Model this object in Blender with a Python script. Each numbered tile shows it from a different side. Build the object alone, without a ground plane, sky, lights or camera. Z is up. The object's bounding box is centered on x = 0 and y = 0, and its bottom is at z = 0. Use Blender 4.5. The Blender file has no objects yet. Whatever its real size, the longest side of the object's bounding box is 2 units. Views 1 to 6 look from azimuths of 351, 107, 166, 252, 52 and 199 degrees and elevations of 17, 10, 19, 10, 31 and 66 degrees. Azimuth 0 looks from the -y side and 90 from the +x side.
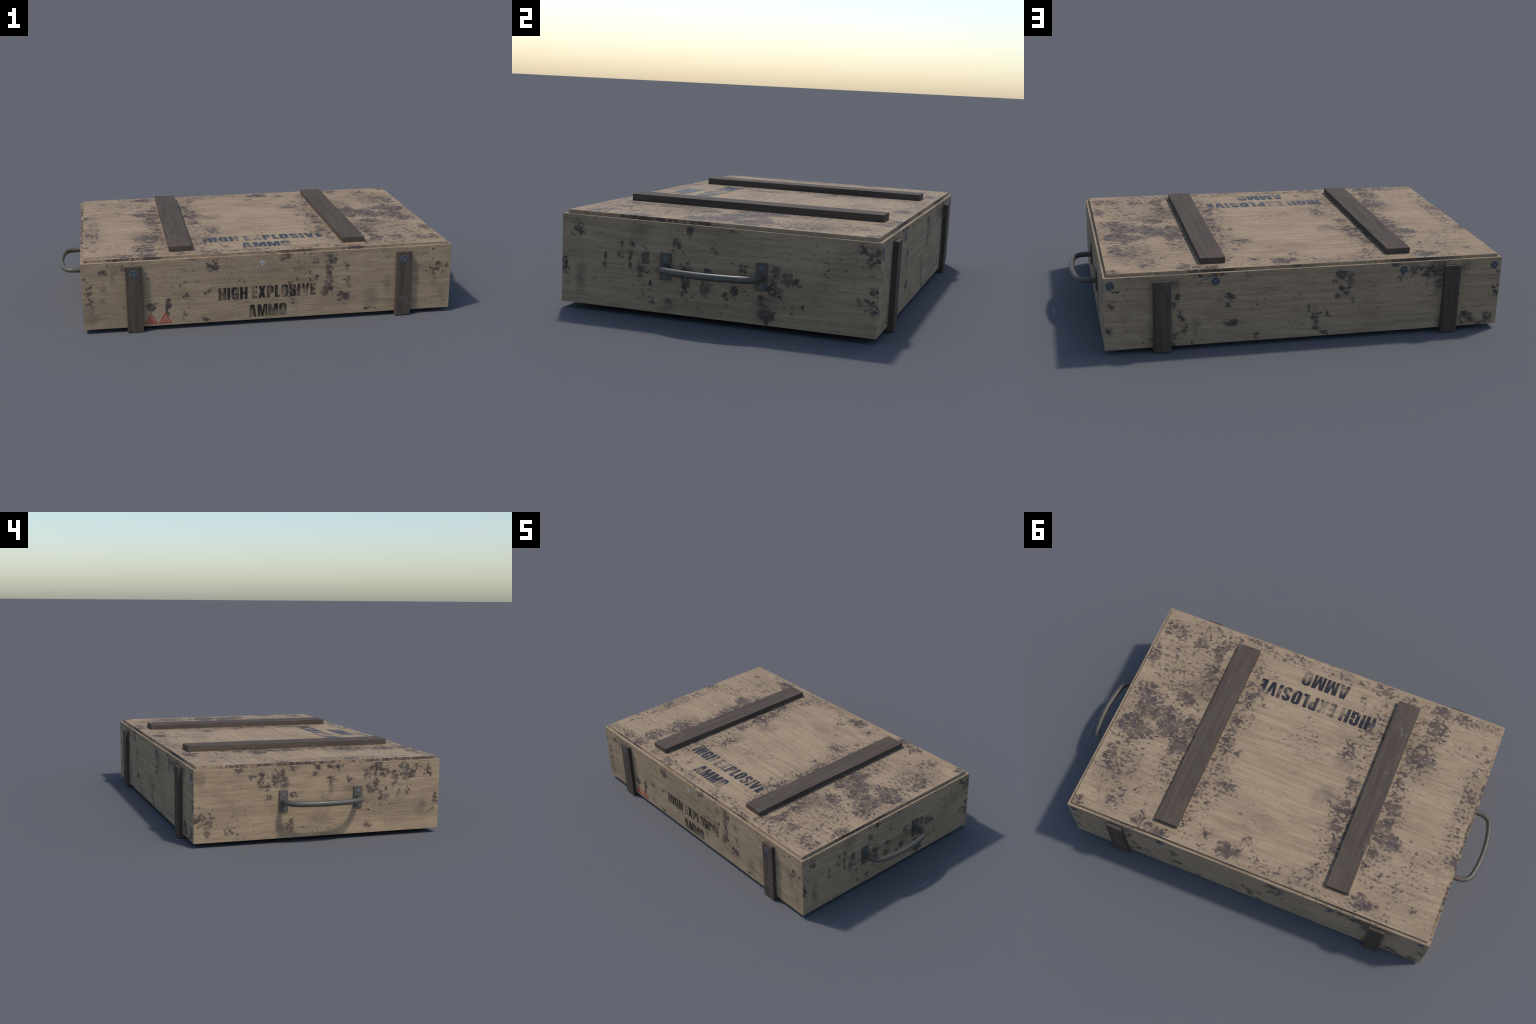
"""Weathered wooden ammunition crate: plywood box standing on four corner battens,
inset lid with two cross slats, two steel carrying handles, stencilled lettering."""
import bpy, bmesh, math
from mathutils import Vector

# ------------------------------------------------------------------ dimensions
BODY_X, BODY_Y, BODY_Z0, BODY_Z1 = 0.8832, 0.5783, 0.0188, 0.3392
LID_X, LID_Y, LID_Z1 = 0.8677, 0.5645, 0.3525
SLAT_X0, SLAT_X1, SLAT_Y, SLAT_Z1 = 0.3632, 0.4708, 0.5002, 0.3789
BATTEN_X0, BATTEN_X1, BATTEN_Y0, BATTEN_Y1, BATTEN_Z1 = 0.6074, 0.6816, 0.567, 0.5975, 0.3182
PLATE_Y, PLATE_HALF, PLATE_Z0, PLATE_Z1, PLATE_X = 0.1757, 0.0202, 0.1388, 0.2336, 0.8905
BAR_Z, BAR_R = 0.1855, 0.0126

# ---------------------------------------------- where the grime sits on each face
# (centre a, centre b, radius a, radius b, density) in the plane of the face:
# a,b = x,y on the lid, x,z on the long walls, y,z on the end walls.
# specks break up into flecks, smudges are soft films of dirt.
LEFT_SPECKS = [
    (0.383, 0.326, 0.024, 0.012, 0.75), (0.276, 0.29, 0.014, 0.026, 1.0), (0.31, 0.294, 0.02, 0.009, 0.7), (0.206, 0.292, 0.03, 0.033, 0.7),
    (0.171, 0.266, 0.017, 0.029, 0.8), (0.245, 0.203, 0.025, 0.014, 0.55), (0.12, 0.331, 0.023, 0.017, 0.9), (0.177, 0.315, 0.015, 0.014, 0.7),
    (0.026, 0.332, 0.018, 0.015, 0.7), (0.028, 0.293, 0.01, 0.01, 0.8), (-0.04, 0.329, 0.015, 0.012, 0.8), (-0.071, 0.323, 0.026, 0.012, 0.75),
    (-0.047, 0.27, 0.021, 0.015, 0.7), (-0.135, 0.268, 0.013, 0.012, 0.9), (-0.221, 0.289, 0.019, 0.025, 0.75), (-0.265, 0.314, 0.021, 0.03, 1.0),
    (-0.259, 0.255, 0.012, 0.03, 1.0), (-0.241, 0.216, 0.027, 0.015, 0.9), (-0.295, 0.179, 0.024, 0.01, 0.85), (-0.308, 0.292, 0.021, 0.02, 0.85),
    (-0.357, 0.265, 0.016, 0.03, 0.8), (-0.404, 0.318, 0.019, 0.02, 0.85), (-0.421, 0.277, 0.033, 0.02, 1.0), (-0.519, 0.288, 0.016, 0.025, 0.8),
    (-0.469, 0.31, 0.022, 0.015, 0.65), (-0.373, 0.197, 0.01, 0.011, 0.85), (-0.417, 0.2, 0.011, 0.013, 0.85), (-0.316, 0.208, 0.011, 0.013, 0.6),
    (-0.279, 0.209, 0.013, 0.017, 0.65), (-0.562, 0.159, 0.014, 0.025, 0.8), (-0.542, 0.11, 0.014, 0.015, 0.6), (-0.227, 0.058, 0.019, 0.015, 0.6),
    (-0.228, 0.123, 0.016, 0.005, 0.6), (0.125, 0.211, 0.025, 0.01, 0.7), (0.139, 0.076, 0.018, 0.024, 0.8), (0.532, 0.124, 0.038, 0.024, 0.95),
    (0.52, 0.067, 0.012, 0.024, 0.9), (0.558, 0.173, 0.012, 0.006, 0.6), (0.416, 0.069, 0.02, 0.019, 0.55), (0.256, 0.251, 0.02, 0.019, 0.5),
]
LEFT_SMUDGES = [
    (0.555, 0.299, 0.024, 0.037, 0.7), (0.28, 0.255, 0.012, 0.012, 0.6), (-0.048, 0.231, 0.013, 0.029, 0.7), (-0.022, 0.194, 0.021, 0.012, 0.6),
    (-0.492, 0.128, 0.033, 0.046, 0.6), (0.002, 0.107, 0.046, 0.03, 0.6), (0.179, 0.074, 0.028, 0.015, 0.7), (0.138, 0.047, 0.02, 0.015, 0.6),
    (-0.141, 0.222, 0.026, 0.02, 0.6), (-0.222, 0.158, 0.019, 0.02, 0.6),
]
RIGHT_SPECKS = [
    (-0.518, 0.294, 0.017, 0.03, 0.6), (-0.563, 0.152, 0.012, 0.028, 0.8), (-0.553, 0.092, 0.011, 0.015, 0.5), (-0.346, 0.251, 0.01, 0.009, 1),
    (-0.308, 0.254, 0.008, 0.011, 0.9), (-0.409, 0.204, 0.005, 0.013, 0.85), (-0.352, 0.212, 0.01, 0.008, 0.9), (-0.313, 0.213, 0.006, 0.02, 0.85),
    (-0.404, 0.171, 0.008, 0.011, 0.9), (-0.312, 0.175, 0.006, 0.013, 0.85), (-0.254, 0.214, 0.012, 0.027, 1), (-0.268, 0.167, 0.013, 0.025, 1),
    (-0.092, 0.323, 0.015, 0.019, 0.75), (-0.139, 0.269, 0.011, 0.015, 1), (-0.146, 0.239, 0.016, 0.007, 0.95), (-0.112, 0.238, 0.006, 0.009, 0.8),
    (-0.097, 0.185, 0.018, 0.015, 0.85), (-0.1, 0.135, 0.013, 0.03, 1), (-0.016, 0.183, 0.015, 0.015, 0.8), (-0.024, 0.124, 0.018, 0.022, 1),
    (0.11, 0.206, 0.01, 0.017, 0.85), (0.078, 0.125, 0.013, 0.017, 0.8), (0.049, 0.107, 0.009, 0.012, 0.75), (0.006, 0.266, 0.015, 0.015, 0.5),
    (-0.235, 0.123, 0.008, 0.009, 0.7), (-0.219, 0.054, 0.01, 0.011, 0.8), (-0.163, 0.058, 0.019, 0.017, 0.75), (0.228, 0.195, 0.02, 0.026, 0.75),
    (0.26, 0.188, 0.017, 0.021, 1), (0.299, 0.183, 0.015, 0.019, 0.7), (0.223, 0.141, 0.024, 0.029, 0.75), (0.203, 0.051, 0.03, 0.024, 0.75),
    (0.18, 0.097, 0.015, 0.019, 0.7), (0.515, 0.313, 0.019, 0.016, 0.75), (0.558, 0.294, 0.021, 0.028, 1), (0.527, 0.137, 0.025, 0.014, 0.95),
    (0.557, 0.117, 0.023, 0.019, 0.95), (0.562, 0.174, 0.014, 0.014, 0.7), (0.324, 0.099, 0.006, 0.009, 0.7), (-0.112, 0.094, 0.005, 0.006, 0.6),
]
RIGHT_SMUDGES = [
    (-0.503, 0.117, 0.017, 0.046, 0.7), (-0.275, 0.301, 0.032, 0.035, 0.55), (-0.173, 0.027, 0.026, 0.01, 0.6), (0.182, 0.068, 0.03, 0.034, 0.8),
]
BACK_SPECKS = [
    (0.58, 0.234, 0.01, 0.025, 0.9), (0.592, 0.205, 0.01, 0.013, 0.9), (0.834, 0.279, 0.011, 0.004, 0.7), (0.866, 0.23, 0.008, 0.005, 0.8),
    (0.835, 0.236, 0.01, 0.005, 0.8), (0.857, 0.212, 0.011, 0.01, 0.75), (0.567, 0.157, 0.014, 0.017, 0.9), (0.559, 0.137, 0.01, 0.009, 0.85),
    (0.419, 0.331, 0.036, 0.011, 0.95), (0.463, 0.318, 0.012, 0.008, 0.9), (0.482, 0.332, 0.012, 0.008, 0.8), (0.358, 0.228, 0.024, 0.017, 0.7),
    (0.37, 0.19, 0.014, 0.015, 0.7), (0.348, 0.109, 0.033, 0.011, 0.9), (0.336, 0.1, 0.016, 0.013, 0.95), (0.236, 0.042, 0.012, 0.009, 0.75),
    (0.549, 0.1, 0.014, 0.026, 0.6), (0.589, 0.064, 0.012, 0.013, 0.7), (0.517, 0.028, 0.008, 0.005, 0.7), (0.861, 0.106, 0.015, 0.017, 0.6),
    (-0.137, 0.296, 0.034, 0.02, 0.8), (-0.173, 0.268, 0.017, 0.03, 0.85), (-0.104, 0.276, 0.011, 0.017, 0.75), (-0.136, 0.244, 0.013, 0.017, 0.7),
    (-0.121, 0.201, 0.015, 0.011, 0.85), (-0.155, 0.21, 0.021, 0.009, 0.8), (-0.191, 0.17, 0.009, 0.011, 0.75), (0.004, 0.157, 0.006, 0.02, 0.9),
    (-0.028, 0.12, 0.021, 0.022, 0.95), (-0.023, 0.076, 0.013, 0.022, 1), (-0.026, 0.058, 0.021, 0.009, 0.9), (-0.074, 0.121, 0.009, 0.016, 0.8),
    (-0.061, 0.037, 0.015, 0.009, 0.75), (-0.083, 0.031, 0.011, 0.007, 0.6), (-0.387, 0.329, 0.022, 0.009, 0.8), (-0.414, 0.266, 0.018, 0.015, 0.6),
    (-0.468, 0.303, 0.022, 0.022, 0.85), (-0.52, 0.304, 0.026, 0.018, 0.9), (-0.523, 0.273, 0.022, 0.009, 0.8), (-0.578, 0.301, 0.036, 0.04, 0.9),
    (-0.593, 0.233, 0.022, 0.022, 0.7), (-0.563, 0.173, 0.007, 0.004, 0.8), (-0.531, 0.233, 0.007, 0.004, 0.6), (-0.865, 0.203, 0.019, 0.005, 0.8),
    (-0.867, 0.171, 0.012, 0.014, 0.6), (-0.857, 0.156, 0.006, 0.006, 0.7), (-0.726, 0.071, 0.028, 0.018, 0.9), (-0.76, 0.045, 0.028, 0.014, 0.8),
    (-0.843, 0.049, 0.021, 0.023, 0.95), (-0.809, 0.026, 0.028, 0.009, 0.7), (-0.716, 0.035, 0.018, 0.014, 0.7), (-0.864, 0.273, 0.009, 0.005, 0.7),
    (0.056, 0.223, 0.005, 0.004, 0.6),
]
BACK_SMUDGES = [
    (0.584, 0.297, 0.019, 0.025, 0.85), (0.4, 0.216, 0.014, 0.011, 0.55), (0.501, 0.105, 0.02, 0.035, 0.5), (0.799, 0.165, 0.023, 0.021, 0.4),
    (-0.578, 0.301, 0.036, 0.04, 0.9), (-0.579, 0.194, 0.013, 0.023, 0.6), (-0.711, 0.306, 0.027, 0.022, 0.8), (-0.605, 0.047, 0.014, 0.028, 0.7),
]
FRONT_SPECKS = [
    (-0.862, 0.266, 0.01, 0.014, 0.8), (-0.852, 0.224, 0.013, 0.008, 0.7), (-0.856, 0.193, 0.021, 0.014, 0.85), (-0.858, 0.157, 0.021, 0.034, 0.5),
    (-0.855, 0.117, 0.026, 0.017, 0.55), (-0.783, 0.289, 0.013, 0.016, 0.7), (-0.688, 0.303, 0.008, 0.022, 0.7), (-0.275, 0.292, 0.024, 0.031, 0.75),
    (-0.376, 0.329, 0.032, 0.011, 0.5), (-0.407, 0.159, 0.014, 0.007, 0.75), (-0.31, 0.167, 0.011, 0.009, 0.7), (-0.296, 0.183, 0.011, 0.007, 0.7),
    (-0.567, 0.115, 0.02, 0.017, 0.95), (-0.492, 0.122, 0.008, 0.034, 1), (-0.487, 0.116, 0.011, 0.014, 0.9), (-0.493, 0.076, 0.008, 0.017, 0.9),
    (-0.415, 0.068, 0.014, 0.014, 0.7), (-0.421, 0.042, 0.005, 0.007, 0.6), (-0.313, 0.035, 0.022, 0.009, 0.65), (-0.412, 0.281, 0.021, 0.011, 0.4),
    (0.069, 0.326, 0.03, 0.02, 0.65), (0.218, 0.283, 0.019, 0.017, 0.7), (0.141, 0.268, 0.008, 0.01, 0.7), (0.28, 0.291, 0.02, 0.029, 0.8),
    (0.302, 0.29, 0.014, 0.017, 0.7), (0.278, 0.245, 0.017, 0.029, 0.75), (0.281, 0.187, 0.017, 0.029, 0.85), (0.271, 0.153, 0.02, 0.017, 0.9),
    (0.26, 0.134, 0.017, 0.012, 0.8), (0.216, 0.214, 0.007, 0.014, 0.8), (0.186, 0.202, 0.006, 0.006, 0.6), (0.125, 0.203, 0.007, 0.009, 0.8),
    (0.094, 0.193, 0.007, 0.007, 0.7), (0.103, 0.135, 0.02, 0.047, 0.75), (0.371, 0.194, 0.013, 0.015, 0.85), (0.37, 0.254, 0.009, 0.02, 0.6),
    (0.372, 0.159, 0.009, 0.009, 0.5), (0.353, 0.107, 0.023, 0.024, 1), (0.477, 0.046, 0.017, 0.012, 0.5), (0.821, 0.242, 0.02, 0.018, 0.6),
    (0.806, 0.208, 0.035, 0.018, 0.5), (0.862, 0.234, 0.012, 0.009, 0.7),
]
FRONT_SMUDGES = [
    (-0.853, 0.066, 0.031, 0.034, 0.5), (-0.782, 0.208, 0.013, 0.017, 0.6), (-0.785, 0.158, 0.015, 0.014, 0.7), (-0.73, 0.305, 0.023, 0.033, 0.6),
    (-0.743, 0.256, 0.01, 0.022, 0.6), (-0.699, 0.303, 0.016, 0.028, 0.5), (0.279, 0.32, 0.033, 0.023, 0.7), (0.487, 0.104, 0.034, 0.041, 0.6),
    (0.566, 0.158, 0.017, 0.029, 0.6), (0.802, 0.161, 0.014, 0.036, 0.55), (0.841, 0.082, 0.035, 0.036, 0.5), (0.574, 0.087, 0.017, 0.036, 0.3),
]
LID_SPECKS = [
    (0.791, -0.453, 0.08, 0.05, 0.6), (0.661, -0.44, 0.05, 0.02, 0.85), (0.71, -0.363, 0.1, 0.07, 0.35), (0.845, -0.297, 0.03, 0.06, 0.8),
    (0.546, -0.422, 0.03, 0.08, 0.75), (0.507, -0.485, 0.03, 0.03, 0.7), (0.539, -0.312, 0.05, 0.05, 0.8), (0.667, -0.231, 0.1, 0.05, 0.4),
    (0.789, -0.089, 0.06, 0.05, 0.8), (0.706, -0.015, 0.09, 0.08, 0.92), (0.605, -0.129, 0.05, 0.03, 0.8), (0.762, 0.106, 0.1, 0.07, 0.85),
    (0.618, 0.037, 0.08, 0.07, 0.8), (0.541, 0.102, 0.05, 0.06, 0.85), (0.527, 0.008, 0.04, 0.06, 0.8), (0.793, 0.276, 0.04, 0.08, 0.65),
    (0.689, 0.46, 0.04, 0.06, 0.6), (0.845, 0.541, 0.03, 0.02, 0.7), (0.539, 0.513, 0.03, 0.03, 0.6), (0.459, 0.536, 0.06, 0.03, 0.9),
    (0.308, -0.225, 0.03, 0.06, 0.7), (0.331, -0.073, 0.03, 0.07, 0.9), (0.324, 0.038, 0.04, 0.05, 0.8), (0.251, 0.042, 0.02, 0.02, 0.7),
    (0.246, 0.235, 0.05, 0.05, 0.6), (0.339, 0.307, 0.03, 0.06, 0.6), (0.278, 0.34, 0.02, 0.03, 0.6), (0.351, 0.435, 0.03, 0.05, 0.6),
    (0.215, 0.468, 0.04, 0.02, 0.6), (0.408, -0.565, 0.05, 0.03, 0.7), (0.335, -0.548, 0.05, 0.03, 0.5), (-0.288, -0.541, 0.06, 0.05, 0.6),
    (-0.418, -0.538, 0.04, 0.02, 0.7), (-0.575, -0.536, 0.06, 0.04, 0.75), (-0.682, -0.536, 0.05, 0.04, 0.6), (-0.582, -0.427, 0.05, 0.07, 0.75),
    (-0.542, -0.258, 0.07, 0.07, 0.75), (-0.507, -0.137, 0.03, 0.07, 0.7), (-0.511, 0.008, 0.04, 0.05, 0.9), (-0.511, 0.141, 0.04, 0.06, 0.9),
    (-0.549, 0.196, 0.06, 0.04, 0.9), (-0.503, 0.274, 0.03, 0.03, 0.85), (-0.492, 0.347, 0.02, 0.03, 0.7), (-0.568, 0.355, 0.03, 0.02, 0.6),
    (-0.653, 0.388, 0.03, 0.02, 0.6), (-0.73, 0.24, 0.05, 0.03, 0.35), (-0.822, -0.428, 0.015, 0.015, 0.8), (-0.848, -0.358, 0.02, 0.015, 0.8),
    (-0.835, -0.146, 0.03, 0.05, 0.7), (-0.843, 0.054, 0.02, 0.02, 0.6), (-0.844, 0.173, 0.04, 0.04, 0.7), (-0.537, 0.521, 0.06, 0.03, 0.85),
    (-0.634, 0.538, 0.05, 0.02, 0.5), (-0.763, 0.471, 0.015, 0.01, 0.8), (-0.203, -0.449, 0.03, 0.03, 0.4), (-0.286, -0.327, 0.03, 0.04, 0.8),
    (-0.238, -0.165, 0.05, 0.06, 0.55), (-0.305, -0.011, 0.04, 0.05, 0.75), (-0.294, 0.139, 0.05, 0.06, 0.8), (-0.296, 0.219, 0.03, 0.04, 0.7),
    (-0.34, 0.311, 0.03, 0.06, 0.75), (-0.286, 0.461, 0.04, 0.04, 0.5), (-0.348, 0.551, 0.02, 0.01, 0.7), (0.104, 0.513, 0.05, 0.03, 0.85),
    (0.046, 0.435, 0.02, 0.02, 0.7),
]
LID_SMUDGES = [
    (0.55, -0.206, 0.06, 0.05, 0.8), (0.706, -0.015, 0.07, 0.06, 0.5), (0.779, 0.371, 0.05, 0.06, 0.6), (0.375, -0.446, 0.03, 0.08, 0.5),
    (0.551, 0.08, 0.05, 0.06, 0.5), (0.762, 0.106, 0.08, 0.05, 0.5), (-0.242, -0.102, 0.05, 0.03, 0.7), (-0.201, 0.094, 0.05, 0.05, 0.7),
    (-0.069, -0.542, 0.03, 0.02, 0.5), (-0.542, 0.178, 0.04, 0.04, 0.5), (0.083, 0.51, 0.05, 0.03, 0.7),
]

RIM_SPECKS = [(-0.875, 0.10, 0.012, 0.40, 0.75), (0.60, 0.57, 0.08, 0.01, 0.5), (-0.5, 0.57, 0.15, 0.01, 0.5),
              (0.05, -0.57, 0.25, 0.01, 0.5)]
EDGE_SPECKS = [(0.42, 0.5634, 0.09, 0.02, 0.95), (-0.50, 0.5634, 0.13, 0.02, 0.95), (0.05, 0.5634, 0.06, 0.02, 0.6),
               (-0.68, -0.5634, 0.09, 0.02, 0.85), (-0.56, -0.5634, 0.05, 0.02, 0.85), (0.10, -0.5634, 0.07, 0.02, 0.7),
               (0.17, -0.5634, 0.06, 0.02, 0.8), (0.42, -0.5634, 0.04, 0.02, 0.8), (-0.8668, 0.38, 0.02, 0.06, 0.95),
               (-0.8668, 0.10, 0.02, 0.22, 0.82), (-0.8668, -0.25, 0.02, 0.10, 0.7), (-0.8668, -0.42, 0.02, 0.14, 0.92),
               (0.8668, -0.25, 0.02, 0.10, 0.75), (0.8668, -0.05, 0.02, 0.05, 0.9)]

# thin scatter of flecks along the slats and the lid's front edge
LID_SPECKS += [(side * x, y, 0.07, 0.22, 0.40) for side in (-1, 1) for x in (0.32, 0.52) for y in (-0.28, 0.18)]
LID_SPECKS += [(x, -0.53, 0.14, 0.03, 0.42) for x in (-0.70, -0.42, -0.10, 0.20, 0.60)]
LID_SPECKS += [(0.66, -0.42, 0.14, 0.10, 0.38), (0.68, -0.18, 0.12, 0.12, 0.36), (0.74, 0.25, 0.08, 0.20, 0.42),
               (-0.66, 0.32, 0.14, 0.16, 0.26), (-0.82, -0.05, 0.05, 0.30, 0.38), (-0.05, 0.52, 0.40, 0.04, 0.34)]

# ------------------------------------------------------------------ node helpers
class Tree:
    """Small wrapper that makes shader node maths readable."""
    def __init__(self, name):
        self.mat = bpy.data.materials.new(name)
        self.mat.use_nodes = True
        self.nt = self.mat.node_tree
        self.nt.nodes.clear()
        self.out = self.nt.nodes.new("ShaderNodeOutputMaterial")
        self.bsdf = self.nt.nodes.new("ShaderNodeBsdfPrincipled")
        self.nt.links.new(self.bsdf.outputs[0], self.out.inputs[0])

    def put(self, sock, val):
        if isinstance(val, bpy.types.NodeSocket):
            self.nt.links.new(val, sock)
        elif val is not None:
            if sock.type == "RGBA" and len(val) == 3:
                val = (*val, 1.0)
            sock.default_value = val

    def coords(self):
        return self.nt.nodes.new("ShaderNodeTexCoord").outputs["Object"]

    def math(self, op, a, b=None, c=None, clamp=False):
        n = self.nt.nodes.new("ShaderNodeMath"); n.operation = op; n.use_clamp = clamp
        for s, v in zip(n.inputs, (a, b, c)):
            self.put(s, v)
        return n.outputs[0]

    def vec(self, op, a, b=None, c=None):
        n = self.nt.nodes.new("ShaderNodeVectorMath"); n.operation = op
        for s, v in zip(n.inputs, (a, b, c)):
            self.put(s, v)
        return n.outputs["Value"] if op in ("LENGTH", "DISTANCE", "DOT_PRODUCT") else n.outputs[0]

    def noise(self, v, scale=1.0, detail=3.0, rough=0.5, colour=False, distort=0.0):
        n = self.nt.nodes.new("ShaderNodeTexNoise")
        self.put(n.inputs["Vector"], v)
        n.inputs["Scale"].default_value = scale
        n.inputs["Detail"].default_value = detail
        n.inputs["Roughness"].default_value = rough
        n.inputs["Distortion"].default_value = distort
        return n.outputs["Color" if colour else 0]

    def step(self, v, lo, hi, to0=0.0, to1=1.0, smooth=True):
        n = self.nt.nodes.new("ShaderNodeMapRange")
        n.interpolation_type = "SMOOTHSTEP" if smooth else "LINEAR"
        for key, val in (("Value", v), ("From Min", lo), ("From Max", hi), ("To Min", to0), ("To Max", to1)):
            self.put(n.inputs[key], val)
        return n.outputs[0]

    def mix(self, f, a, b, mode="MIX"):
        n = self.nt.nodes.new("ShaderNodeMix"); n.data_type = "RGBA"; n.blend_type = mode
        self.put(n.inputs[0], f); self.put(n.inputs[6], a); self.put(n.inputs[7], b)
        return n.outputs[2]

    def bump(self, height, dist=0.001, strength=1.0):
        n = self.nt.nodes.new("ShaderNodeBump")
        n.inputs["Distance"].default_value = dist
        n.inputs["Strength"].default_value = strength
        self.put(n.inputs["Height"], height)
        self.put(self.bsdf.inputs["Normal"], n.outputs[0])

    def finish(self, colour, rough, metal=0.0, spec=0.5):
        self.put(self.bsdf.inputs["Base Color"], colour)
        self.put(self.bsdf.inputs["Roughness"], rough)
        self.put(self.bsdf.inputs["Metallic"], metal)
        self.put(self.bsdf.inputs["Specular IOR Level"], spec)
        return self.mat


def patch_field(t, p, patches, axes, soft=0.25):
    """Strongest of a set of soft elliptical patches at point p."""
    field = None
    for a, b, ra, rb, s in patches:
        inv, off = [0.0, 0.0, 0.0], [0.0, 0.0, 0.0]
        for ax, c, r in ((axes[0], a, ra), (axes[1], b, rb)):
            inv[ax], off[ax] = 1.0 / r, -c / r
        d = t.vec("LENGTH", t.vec("MULTIPLY_ADD", p, tuple(inv), tuple(off)))
        f = t.step(d, 1.95, soft, 0.0, s)
        field = f if field is None else t.math("MAXIMUM", field, f)
    return field


# ---------------------------------------------------------------- plywood with grime
WOOD_LIGHT, WOOD_MID, WOOD_DARK = (0.400, 0.291, 0.184), (0.312, 0.223, 0.141), (0.150, 0.103, 0.067)
WOOD_GREY = (0.208, 0.150, 0.096)
GRIME, GRIME_DUST = (0.068, 0.050, 0.045), (0.135, 0.118, 0.112)

def plywood(t, grain, seed, specks, smudges, axes, edge=0.25):
    """Colour, roughness and bump height of a plywood face whose grain runs along axis `grain`."""
    p = t.vec("ADD", t.coords(), (seed * 3.7, seed * 1.9, seed * 2.3))
    def stretched(along, across):
        s = [across] * 3; s[grain] = along
        return t.vec("MULTIPLY", p, tuple(s))
    wave = t.noise(stretched(1.4, 5.0), detail=2, colour=True)
    bent = t.vec("MULTIPLY_ADD", wave, (0.035,) * 3, p)
    s_f, s_m = [260.0] * 3, [55.0] * 3
    s_f[grain], s_m[grain] = 15.0, 3.0
    fine = t.noise(t.vec("MULTIPLY", bent, tuple(s_f)), detail=3, rough=0.6)
    bands = t.noise(t.vec("MULTIPLY", bent, tuple(s_m)), detail=3, rough=0.55)
    cloud = t.noise(stretched(3.2, 6.5), detail=4, rough=0.6)
    streak = t.noise(stretched(6.0, 85.0), detail=2)
    col = t.mix(t.step(bands, 0.30, 0.68), WOOD_MID, WOOD_LIGHT)
    col = t.mix(t.step(cloud, 0.46, 0.74, 0.0, 0.62), col, WOOD_GREY)
    col = t.mix(t.step(cloud, 0.48, 0.28, 0.0, 0.35), col, WOOD_LIGHT)
    col = t.mix(t.step(fine, 0.46, 0.78, 0.0, 0.52), col, WOOD_DARK)
    col = t.mix(t.step(fine, 0.48, 0.25, 0.0, 0.40), col, (0.445, 0.330, 0.212))
    col = t.mix(t.step(streak, 0.64, 0.78, 0.0, 0.40), col, WOOD_DARK)

    # grime: patches on the face, warped, then broken up into flecks
    q = t.coords()
    warp = t.vec("SUBTRACT", t.noise(p, scale=26.0, detail=3, colour=True), (0.5, 0.5, 0.5))
    if axes == (0, 1):
        drift = t.vec("SUBTRACT", t.noise(p, scale=8.0, detail=2, colour=True), (0.5, 0.5, 0.5))
        q = t.vec("MULTIPLY_ADD", drift, (0.070,) * 3, q)
    ragged = t.vec("SUBTRACT", t.noise(p, scale=85.0, detail=2, colour=True), (0.5, 0.5, 0.5))
    q = t.vec("MULTIPLY_ADD", ragged, (0.026,) * 3, q)
    q = t.vec("MULTIPLY_ADD", warp, (0.060 if axes == (0, 1) else 0.034,) * 3, q)
    a_fleck = [1.0] * 3; a_fleck[grain] = 0.72
    pf = t.vec("MULTIPLY", p, tuple(a_fleck))
    fleck = t.noise(pf, scale=74.0, detail=4, rough=0.62)
    fleck = t.step(fleck, 0.32, 0.68, smooth=False)
    field = patch_field(t, q, specks, axes)
    thin = t.step(t.noise(p, scale=5.5, detail=3), 0.46, 0.78, 0.0, 0.26)
    field = t.math("MAXIMUM", field, thin)
    field = t.math("MINIMUM", field, 0.76 if axes == (0, 1) else 0.70)
    field = t.math("MULTIPLY", field, t.step(t.noise(p, scale=14.0, detail=3), 0.30, 0.62, 0.72, 1.12))
    gate = t.math("SUBTRACT", 1.02, t.math("MULTIPLY", field, 0.95))
    mask = t.step(fleck, t.math("SUBTRACT", gate, 0.20), t.math("ADD", gate, 0.14))
    body = t.step(t.noise(p, scale=20.0, detail=4, rough=0.65), 0.32, 0.62, 0.58, 0.97)
    mask = t.math("MULTIPLY", mask, body)
    film = patch_field(t, q, smudges, axes, soft=0.0)
    film = t.math("MAXIMUM", t.math("MULTIPLY", film, 1.35), t.math("MULTIPLY", field, 0.72))
    film = t.math("MULTIPLY", film, t.step(t.noise(p, scale=30.0, detail=4, rough=0.6), 0.25, 0.65, 0.45, 1.0))
    tint = t.mix(t.step(t.noise(p, scale=22.0, detail=3), 0.52, 0.72, 0.0, 0.55), GRIME, GRIME_DUST)
    col = t.mix(t.math("MULTIPLY", film, 0.78, clamp=True), col, (0.125, 0.093, 0.072))
    col = t.mix(mask, col, tint)
    height = t.math("ADD", t.math("MULTIPLY", fine, 0.6), t.math("MULTIPLY", mask, -0.35))
    rough = t.step(mask, 0.0, 1.0, 0.82, 0.68)
    return col, rough, height


def wood_material(name, face):
    t = Tree(name)
    col, rough, h = plywood(t, *face)
    t.bump(h, 0.0006, 0.6)
    return t.finish(col, rough, spec=0.22)


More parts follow.
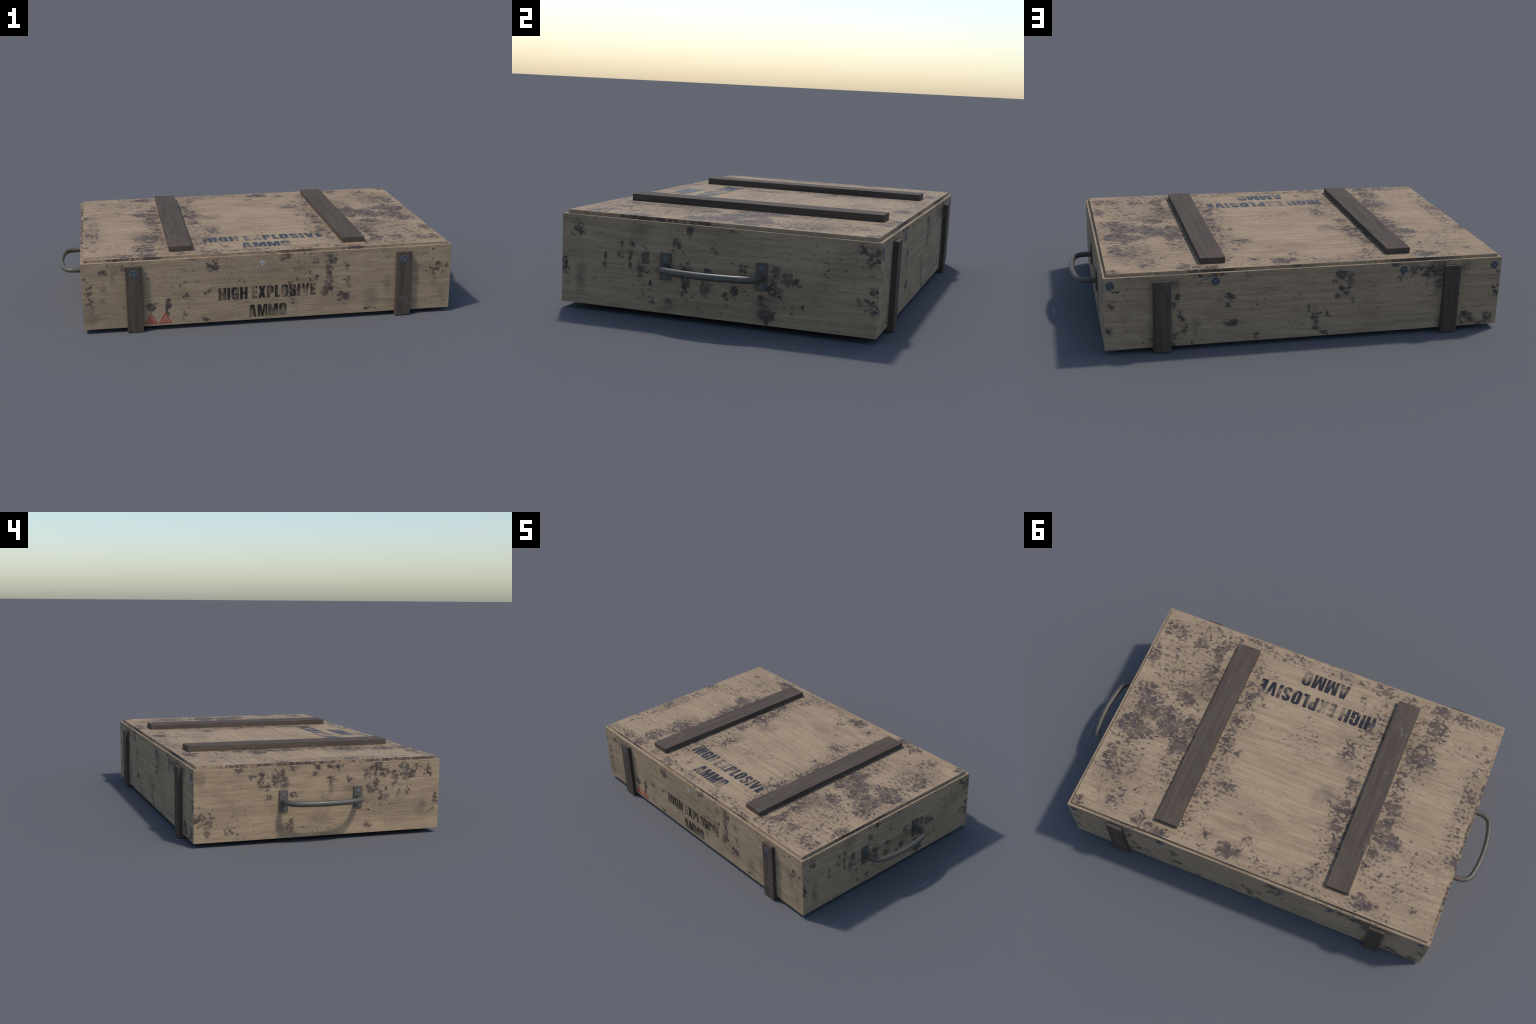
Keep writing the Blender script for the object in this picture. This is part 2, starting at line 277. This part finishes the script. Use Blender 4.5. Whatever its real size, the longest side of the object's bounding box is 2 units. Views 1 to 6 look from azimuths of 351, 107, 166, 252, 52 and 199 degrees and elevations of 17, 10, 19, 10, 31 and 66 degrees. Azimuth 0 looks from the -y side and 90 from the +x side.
def ink_material(name, face, ink, rough_ink, wear_scale, wear_lo, wear_hi, worn=(), strength=0.95):
    """Stencil paint over the same plywood: where it is worn the board shows through."""
    t = Tree(name)
    col, rough, h = plywood(t, *face)
    p = t.coords()
    wear = t.noise(t.vec("MULTIPLY", p, wear_scale), detail=3, rough=0.55)
    keep = t.step(wear, wear_lo, wear_hi, 0.10, 1.0)
    if worn:
        keep = t.math("MULTIPLY", keep, t.step(patch_field(t, p, worn, face[4], soft=0.3), 0.0, 1.0, 1.0, 0.34))
    keep = t.math("MULTIPLY", keep, strength)
    t.bump(h, 0.0004, 0.4)
    return t.finish(t.mix(keep, col, ink), t.step(keep, 0.0, 1.0, 0.65, rough_ink), spec=0.27)


def slat_material(name, grain):
    t = Tree(name)
    p = t.coords()
    s1, s2 = [210.0] * 3, [45.0] * 3
    s1[grain], s2[grain] = 14.0, 3.0
    fine = t.noise(t.vec("MULTIPLY", p, tuple(s1)), detail=3)
    band = t.noise(t.vec("MULTIPLY", p, tuple(s2)), detail=2)
    cloud = t.noise(p, scale=9.0, detail=4, rough=0.6)
    col = t.mix(t.step(band, 0.3, 0.7), (0.074, 0.055, 0.043), (0.108, 0.080, 0.061))
    col = t.mix(t.step(fine, 0.48, 0.75, 0.0, 0.38), col, (0.044, 0.034, 0.028))
    col = t.mix(t.step(cloud, 0.45, 0.72, 0.0, 0.5), col, (0.092, 0.078, 0.063))
    scuff = t.step(t.noise(p, scale=20.0, detail=5, rough=0.70), 0.54, 0.74)
    haze = t.step(t.noise(p, scale=3.5, detail=2), 0.44, 0.62, 0.15, 1.0)
    col = t.mix(t.math("MULTIPLY", t.math("MULTIPLY", scuff, haze), 0.7), col, (0.20, 0.185, 0.175))
    t.bump(fine, 0.0007, 0.6)
    return t.finish(col, 0.80, spec=0.16)


def steel_material():
    t = Tree("olive_steel")
    p = t.coords()
    rust = t.step(t.noise(p, scale=24.0, detail=4, rough=0.6), 0.44, 0.62)
    leg = t.step(t.vec("LENGTH", t.vec("MULTIPLY", p, (1.0, 0.0, 0.0))), 0.975, 0.925)
    rust = t.math("MULTIPLY", rust, t.math("ADD", 0.32, t.math("MULTIPLY", leg, 0.68)))
    grain = t.noise(p, scale=90.0, detail=3)
    col = t.mix(t.step(grain, 0.3, 0.7), (0.076, 0.073, 0.057), (0.100, 0.096, 0.076))
    col = t.mix(t.math("MULTIPLY", rust, 0.85), col, (0.125, 0.076, 0.060))
    t.bump(grain, 0.0003, 0.4)
    return t.finish(col, t.step(rust, 0.0, 1.0, 0.42, 0.60), metal=0.0)


def plain(name, colour, rough, metal=0.0, vary=0.25):
    t = Tree(name)
    n = t.noise(t.coords(), scale=120.0, detail=3)
    dark = tuple(c * (1.0 - vary) for c in colour)
    return t.finish(t.mix(t.step(n, 0.3, 0.7), dark, colour), rough, metal)


#        grain, seed, specks,      smudges,       plane axes
LID   = (0, 1.0, LID_SPECKS,   LID_SMUDGES,   (0, 1))
FRONT = (0, 2.0, FRONT_SPECKS, FRONT_SMUDGES, (0, 2))
BACK  = (0, 3.0, BACK_SPECKS,  BACK_SMUDGES,  (0, 2))
LEFT  = (1, 4.0, LEFT_SPECKS,  LEFT_SMUDGES,  (1, 2))
RIGHT = (1, 5.0, RIGHT_SPECKS, RIGHT_SMUDGES, (1, 2))

M_LID = wood_material("lid_plywood", LID)
M_FRONT = wood_material("wall_plywood_front", FRONT)
M_BACK = wood_material("wall_plywood_back", BACK)
M_LEFT = wood_material("wall_plywood_light_end", LEFT)
M_RIGHT = wood_material("wall_plywood_stained_end", RIGHT)
M_RIM = wood_material("rim_plywood", (0, 6.0, RIM_SPECKS, RIM_SPECKS[:2], (0, 1)))
M_EDGE = wood_material("lid_edge_ply", (2, 7.0, EDGE_SPECKS, EDGE_SPECKS[:2], (0, 1)))
M_SLAT = slat_material("dark_slat_wood", 1)
M_BATTEN = slat_material("dark_batten_wood", 2)
M_STEEL = steel_material()
M_ZINC = plain("zinc_screw", (0.104, 0.113, 0.126), 0.55, 0.0)
M_WEDGE = plain("screw_dark_wedge", (0.046, 0.051, 0.061), 0.6)  # dark tone of the raised screw wedges; no hollow is cut
M_RIVET = plain("zinc_rivet", (0.130, 0.148, 0.176), 0.50, 0.0)
M_NAVY = ink_material("navy_stencil_ink", LID, (0.010, 0.013, 0.021), 0.36, (14.0, 9.0, 9.0), 0.28, 0.42,
                      worn=[(-0.050, -0.335, 0.040, 0.034, 1.0), (-0.125, -0.350, 0.022, 0.030, 0.75),
                            (0.035, -0.350, 0.020, 0.030, 0.6), (0.100, -0.470, 0.030, 0.026, 0.8),
                            (0.275, -0.305, 0.030, 0.016, 0.8), (-0.285, -0.320, 0.018, 0.030, 0.6),
                            (-0.085, -0.465, 0.025, 0.020, 0.6)])
M_BLACK = ink_material("black_stencil_ink", FRONT, (0.012, 0.011, 0.010), 0.60, (60.0, 9.0, 14.0), 0.22, 0.50,
                       worn=[(-0.085, 0.160, 0.010, 0.030, 0.7), (0.052, 0.150, 0.022, 0.022, 0.75),
                             (0.160, 0.140, 0.030, 0.020, 0.75), (-0.100, 0.048, 0.014, 0.022, 0.7),
                             (0.030, 0.045, 0.045, 0.016, 0.7), (0.200, 0.135, 0.014, 0.012, 0.5)])
M_RED = ink_material("red_warning_ink", FRONT, (0.42, 0.045, 0.032), 0.6, (60.0, 9.0, 60.0), 0.28, 0.50, strength=0.85)
M_WHITE = ink_material("white_stencil_ink", FRONT, (0.42, 0.41, 0.41), 0.6, (40.0, 9.0, 40.0), 0.20, 0.40, strength=0.85)
M_FAINT = ink_material("faded_white_ink", FRONT, (0.40, 0.385, 0.38), 0.6, (60.0, 9.0, 60.0), 0.25, 0.55, strength=0.30)


# ------------------------------------------------------------------ mesh helpers
def make(name, bm, mats, parent=None, smooth=False):
    me = bpy.data.meshes.new(name)
    bmesh.ops.recalc_face_normals(bm, faces=bm.faces)
    bm.to_mesh(me); bm.free()
    for m in mats:
        me.materials.append(m)
    if smooth:
        for f in me.polygons:
            f.use_smooth = True
    ob = bpy.data.objects.new(name, me)
    bpy.context.scene.collection.objects.link(ob)
    ob.parent = parent
    return ob


def add_box(bm, lo, hi, bevel=0.0, index=0):
    r = bmesh.ops.create_cube(bm, size=1.0)
    vs = r["verts"]
    for v in vs:
        v.co = Vector([l + (h - l) * (c + 0.5) for l, h, c in zip(lo, hi, v.co)])
    faces = {f for v in vs for f in v.link_faces}
    for f in faces:
        f.material_index = index
    if bevel:
        edges = list({e for f in faces for e in f.edges})
        bmesh.ops.bevel(bm, geom=edges, offset=bevel, segments=2, profile=0.7, affect="EDGES")


def slot_by_facing(bm, rules):
    """rules: list of (axis, sign, slot); each face takes the slot of the side it mostly faces."""
    bmesh.ops.recalc_face_normals(bm, faces=bm.faces)
    for f in bm.faces:
        f.material_index = max(rules, key=lambda r: f.normal[r[0]] * r[1])[2]


def add_prism(bm, loops, place, depth, index=0):
    """Fill a flat outline (first loop) minus holes and raise it by `depth`; place(u, v, h) -> point."""
    edges = []
    for loop in loops:
        vs = [bm.verts.new(place(u, v, depth)) for u, v in loop]
        edges += [bm.edges.new((vs[i], vs[(i + 1) % len(vs)])) for i in range(len(vs))]
    top = bmesh.ops.triangle_fill(bm, use_beauty=True, use_dissolve=False, edges=edges)["geom"]
    for f in top:
        if isinstance(f, bmesh.types.BMFace):
            f.material_index = index
    for loop in loops:          # side walls down to just inside the board
        n = len(loop)
        hi = [bm.verts.new(place(u, v, depth)) for u, v in loop]
        lo = [bm.verts.new(place(u, v, -0.0005)) for u, v in loop]
        for i in range(n):
            j = (i + 1) % n
            bm.faces.new((hi[i], hi[j], lo[j], lo[i])).material_index = index


# ------------------------------------------------------------------ stencil alphabet
def slab(x0, y0, x1, y1):
    return [(x0, y0), (x1, y0), (x1, y1), (x0, y1)]

def ring(x0, y0, x1, y1, r, n=6):
    """Rounded rectangle, counter-clockwise."""
    pts = []
    for cx, cy, a0 in ((x1 - r, y0 + r, -90), (x1 - r, y1 - r, 0), (x0 + r, y1 - r, 90), (x0 + r, y0 + r, 180)):
        for i in range(n + 1):
            a = math.radians(a0 + 90 * i / n)
            pts.append((cx + r * math.cos(a), cy + r * math.sin(a)))
    return pts

T = 0.235                                   # heavy stem width, cap height = 1
def glyph(ch):
    """(advance width, list of shapes); a shape is an outline followed by its holes."""
    if ch == "I":
        return T, [[slab(0, 0, T, 1)]]
    if ch == "H":
        w = 0.60
        return w, [[[(0, 0), (T, 0), (T, .40), (w - T, .40), (w - T, 0), (w, 0), (w, 1),
                     (w - T, 1), (w - T, .61), (T, .61), (T, 1), (0, 1)]]]
    if ch == "E":
        w = 0.42
        return w, [[[(0, 0), (w, 0), (w, .18), (T, .18), (T, .42), (w - .03, .42), (w - .03, .60),
                     (T, .60), (T, .82), (w, .82), (w, 1), (0, 1)]]]
    if ch == "L":
        w = 0.40
        return w, [[[(0, 0), (w, 0), (w, .18), (T, .18), (T, 1), (0, 1)]]]
    if ch == "X":
        w = 0.60
        return w, [[[(0, 0), (.23, 0), (.30, .27), (.37, 0), (w, 0), (.435, .51), (.58, 1),
                     (.36, 1), (.30, .76), (.24, 1), (.02, 1), (.165, .51)]]]
    if ch == "V":
        w = 0.62
        return w, [[[(.175, 0), (.445, 0), (w, 1), (.40, 1), (.31, .33), (.22, 1), (0, 1)]]]
    if ch == "A":
        w = 0.62
        return w, [[[(0, 0), (.235, 0), (.247, .17), (.373, .17), (.385, 0), (w, 0), (.475, 1), (.145, 1)],
                    [(.26, .35), (.36, .35), (.31, .80)]]]
    if ch == "M":
        w = 0.78
        return w, [[[(0, 0), (.20, 0), (.20, .66), (.305, 0), (.475, 0), (.58, .66), (.58, 0), (w, 0),
                     (w, 1), (.50, 1), (.39, .42), (.28, 1), (0, 1)]]]
    if ch == "O":
        w = 0.57
        return w, [[ring(0, -.01, w, 1.01, .22), ring(T, .17, w - T, .83, .04)[::-1]]]
    if ch == "P":
        w = 0.53
        outer = [(0, 0), (T, 0), (T, .38)] + [p for p in ring(.1, .38, w, 1, .19) if p[0] > .3] + [(0, 1)]
        return w, [[outer, slab(T, .54, T + .055, .83)[::-1]]]
    if ch == "G":
        w = 0.58
        c = [(x, y) for x, y in ring(0, -.01, w, 1.01, .22)]
        upper = [p for p in c if p[1] > .60 and p[0] > .30]           # top right shoulder
        upper = [(w, .60)] + upper
        left = [p for p in c if p[0] <= .30 and p[1] > .30]
        low = [p for p in c if p[1] <= .30 and p[0] < .36]
        inner_up = [(T, .60 if False else .80), (.29, .84), (w - T, .80), (w - T, .60)]
        body = upper + left + low + [(.40, .02), (.44, .09), (.46, .0), (w, 0), (w, .53), (.30, .53),
                                     (.30, .38), (w - T, .38), (w - T, .20), (.29, .16), (T, .20)] + inner_up
        return w, [[body]]
    if ch == "S":
        w = 0.56
        pts = [(.0, .33), (.0, .20), (.05, .07), (.16, .0), (.30, -.01), (.44, .02), (.53, .11), (.56, .24),
               (.55, .38), (.50, .48), (.38, .58), (.27, .67), (.235, .75), (.25, .82), (.295, .83), (.33, .80),
               (.335, .69), (.55, .69), (.55, .78), (.50, .92), (.40, .99), (.27, 1.01), (.12, .98), (.03, .89),
               (.005, .76), (.03, .63), (.11, .54), (.24, .45), (.31, .37), (.325, .28), (.31, .19), (.275, .165),
               (.235, .19), (.225, .25), (.225, .33)]
        return w, [[pts]]
    if ch == "N":
        w = 0.62
        return w, [[[(0, 0), (.18, 0), (.18, .55), (.44, 0), (w, 0), (w, 1), (.44, 1), (.44, .45), (.18, 1), (0, 1)]]]
    raise KeyError(ch)


def lettering(name, text, u0, u1, v0, height, place, mat, parent, gap=0.10, space=0.26, depth=0.0008, thin=False):
    """Stencilled line of text between u0 and u1 standing on v0."""
    width = sum(space if c == " " else glyph(c)[0] + gap for c in text) - gap
    k = (u1 - u0) / width
    bm = bmesh.new()
    x = u0
    for c in text:
        if c == " ":
            x += space * k
            continue
        w, shapes = glyph(c)
        for loops in shapes:
            add_prism(bm, [[(x + u * k, v0 + v * height) for u, v in loop] for loop in loops], place, depth)
        x += (w + gap) * k
    return make(name, bm, [mat], parent)


# ------------------------------------------------------------------ the crate
crate = bpy.data.objects.new("ammunition_crate", None)
bpy.context.scene.collection.objects.link(crate)
crate["label"] = "flat weathered wooden ammunition crate with steel handles and stencils"
crate["category"] = "wooden crate"

bm = bmesh.new()
add_box(bm, (-BODY_X, -BODY_Y, BODY_Z0), (BODY_X, BODY_Y, BODY_Z1), 0.0012)
slot_by_facing(bm, [(2, 1, 0), (2, -1, 0), (1, -1, 1), (1, 1, 2), (0, -1, 3), (0, 1, 4)])
body = make("box", bm, [M_RIM, M_FRONT, M_BACK, M_LEFT, M_RIGHT], crate)

bm = bmesh.new()
add_box(bm, (-LID_X, -LID_Y, BODY_Z1 - 0.004), (LID_X, LID_Y, LID_Z1), 0.0012)
slot_by_facing(bm, [(2, 1, 0), (2, -1, 0), (1, -1, 1), (1, 1, 1), (0, -1, 1), (0, 1, 1)])
lid = make("lid", bm, [M_LID, M_EDGE], crate)

for side in (-1, 1):
    bm = bmesh.new()
    xs = sorted((side * SLAT_X0, side * SLAT_X1))
    add_box(bm, (xs[0], -SLAT_Y, LID_Z1 - 0.003), (xs[1], SLAT_Y, SLAT_Z1), 0.0018)
    make("slat", bm, [M_SLAT], crate)


def screw(name, parent, centre, normal, radius, turn, cross=True):
    """Low screw head lying against a wall; the cross stands out between four dark wedges."""
    n = Vector(normal)
    up = Vector((0, 0, 1)); right = up.cross(n)
    ca, sa = math.cos(turn), math.sin(turn)
    def place(u, v, h):
        return Vector(centre) + right * (u * ca - v * sa) + up * (u * sa + v * ca) + n * h
    bm = bmesh.new()
    seg = 40
    rings = [(1.0, -0.0005), (1.0, 0.0006), (0.95, 0.0012), (0.90, 0.0013)]
    rows = [[bm.verts.new(place(radius * r * math.cos(2 * math.pi * i / seg),
                                radius * r * math.sin(2 * math.pi * i / seg), h)) for i in range(seg)] for r, h in rings]
    for a, b in zip(rows, rows[1:]):
        for i in range(seg):
            bm.faces.new((a[i], a[(i + 1) % seg], b[(i + 1) % seg], b[i]))
    bm.faces.new(rows[-1])
    if cross:
        for k in range(4):
            c, s = math.cos(k * math.pi / 2), math.sin(k * math.pi / 2)
            wedge = [(.19, .19), (.74, .22), (.66, .44), (.44, .66), (.22, .74)]
            loop = [((x * c - y * s) * radius, (x * s + y * c) * radius) for x, y in wedge]
            add_prism(bm, [loop], place, 0.0016, 1)  # dark wedge raised on the head in place of a sunk slot
    return make(name, bm, [M_ZINC if cross else M_RIVET, M_WEDGE], parent)


# four battens clasp the long walls and carry the box clear of the ground
TURNS = {-1: 0.03, 1: math.pi / 4}
for sx in (-1, 1):
    for sy in (-1, 1):
        bm = bmesh.new()
        xs = sorted((sx * BATTEN_X0, sx * BATTEN_X1)); ys = sorted((sy * BATTEN_Y0, sy * BATTEN_Y1))
        add_box(bm, (xs[0], ys[0], 0.0), (xs[1], ys[1], BATTEN_Z1), 0.0018)
        batten = make("batten", bm, [M_BATTEN], crate)
        if sy < 0:
            screw("screw", batten, (sx * 0.6440, -BATTEN_Y1, 0.2846), (0, -1, 0), 0.0198, TURNS[sx])

for x, z, turn in ((0.8555, 0.3065, 0.40), (0.4185, 0.3020, 0.75), (-0.4180, 0.3045, 0.55), (-0.8490, 0.3045, 0.70)):
    screw("screw", body, (x, BODY_Y, z), (0, 1, 0), 0.0188, turn)

# ------------------------------------------------------------------ handles
def spline(points, per=10):
    """Catmull-Rom curve through the points."""
    p = [points[0]] + points + [points[-1]]
    out = []
    for i in range(1, len(p) - 2):
        for k in range(per):
            t = k / per
            a, b, c, d = (Vector(q) for q in p[i - 1:i + 3])
            out.append(0.5 * ((2 * b) + (c - a) * t + (2 * a - 5 * b + 4 * c - d) * t * t + (3 * b - a - 3 * c + d) * t ** 3))
    out.append(Vector(points[-1]))
    return out

half = [(0.884, 0.1757), (0.909, 0.1757), (0.9335, 0.1727), (0.9552, 0.1606), (0.9695, 0.1384), (0.9791, 0.0965), (0.9851, 0.0485)]
path2 = half + [(0.9875, 0.0)] + [(x, -y) for x, y in reversed(half)]
for side in (-1, 1):
    handle = bpy.data.objects.new("handle", None)
    bpy.context.scene.collection.objects.link(handle)
    handle.parent = crate
    path = spline([(side * x, y, BAR_Z) for x, y in path2])
    bm = bmesh.new()
    rows, seg = [], 20
    for i, c in enumerate(path):
        tan = (path[min(i + 1, len(path) - 1)] - path[max(i - 1, 0)]).normalized()
        up = Vector((0, 0, 1)); out = tan.cross(up)
        rows.append([bm.verts.new(c + BAR_R * (math.cos(2 * math.pi * j / seg) * out + math.sin(2 * math.pi * j / seg) * up))
                     for j in range(seg)])
    for a, b in zip(rows, rows[1:]):
        for j in range(seg):
            bm.faces.new((a[j], a[(j + 1) % seg], b[(j + 1) % seg], b[j]))
    bm.faces.new(rows[0]); bm.faces.new(rows[-1])
    make("handle_bar", bm, [M_STEEL], handle, smooth=True)
    for sy in (-1, 1):
        bm = bmesh.new()
        xs = sorted((side * (BODY_X - 0.002), side * PLATE_X))
        add_box(bm, (xs[0], sy * PLATE_Y - PLATE_HALF, PLATE_Z0), (xs[1], sy * PLATE_Y + PLATE_HALF, PLATE_Z1), 0.0014)
        make("mounting_plate", bm, [M_STEEL], handle)
        for z in (0.2148, 0.1525):
            screw("rivet", handle, (side * PLATE_X, sy * PLATE_Y, z), (side, 0, 0), 0.0078, 0.0, cross=False)

# ------------------------------------------------------------------ stencils
def on_lid(u, v, h):
    return Vector((u, v, LID_Z1 + h))

def on_front(u, v, h):
    return Vector((u, -BODY_Y - h, v))

lettering("lettering", "HIGH EXPLOSIVE", -0.295, 0.2965, -0.3755, 0.0745, on_lid, M_NAVY, crate)
lettering("lettering", "AMMO", -0.1195, 0.1160, -0.4905, 0.0740, on_lid, M_NAVY, crate)
lettering("lettering", "HIGH EXPLOSIVE", -0.2520, 0.2142, 0.1260, 0.0595, on_front, M_BLACK, crate)
lettering("lettering", "AMMO", -0.1095, 0.0725, 0.0342, 0.0595, on_front, M_BLACK, crate)

bm = bmesh.new()
add_prism(bm, [[(-0.0419, 0.3165), (-0.0580, 0.2990), (-0.0580, 0.2930), (-0.0468, 0.3010), (-0.0468, 0.2832),
                (-0.0370, 0.2832), (-0.0370, 0.3010), (-0.0258, 0.2930), (-0.0258, 0.2990)]], on_front, 0.0008)
make("arrow_mark", bm, [M_WHITE], crate)
lettering("lettering", "OPEN", -0.0700, -0.0108, 0.2540, 0.0150, on_front, M_FAINT, crate, gap=0.22)


def triangle(cx, z0, w, h, inset=0.0):
    k = 1 - 3.2 * inset / h
    return [(cx - w / 2 * k, z0 + inset), (cx + w / 2 * k, z0 + inset), (cx, z0 + h - 2.0 * inset)]

# two red warning triangles: one nearly solid, one framed with a cross figure
for cx, full in ((-0.5705, True), (-0.5053, False)):
    bm = bmesh.new()
    z0, w, h = 0.0298, 0.0610, 0.0540
    add_prism(bm, [triangle(cx, z0, w, h), triangle(cx, z0, w, h, 0.0062)[::-1]], on_front, 0.0008)
    if full:                                    # burst figure, worn to a block
        burst = []
        for i in range(14):
            a = 2 * math.pi * i / 14
            r = 0.0135 if i % 2 == 0 else 0.0090
            burst.append((cx + r * math.sin(a), z0 + 0.0185 + r * 0.85 * math.cos(a)))
        add_prism(bm, [burst], on_front, 0.0008)
        add_prism(bm, [slab(cx - 0.0185, z0 + 0.0064, cx + 0.0185, z0 + 0.0095)], on_front, 0.0008)
    else:                                       # diagonal cross
        for turn in (0.9, -0.9):
            c, s = math.cos(turn), math.sin(turn)
            bar = [(x * c - y * s + cx, x * s + y * c + z0 + 0.0170) for x, y in slab(-0.0125, -0.0033, 0.0125, 0.0033)]
            add_prism(bm, [bar], on_front, 0.0008 + 0.0001 * (turn > 0))
    make("warning_triangle", bm, [M_RED], crate)
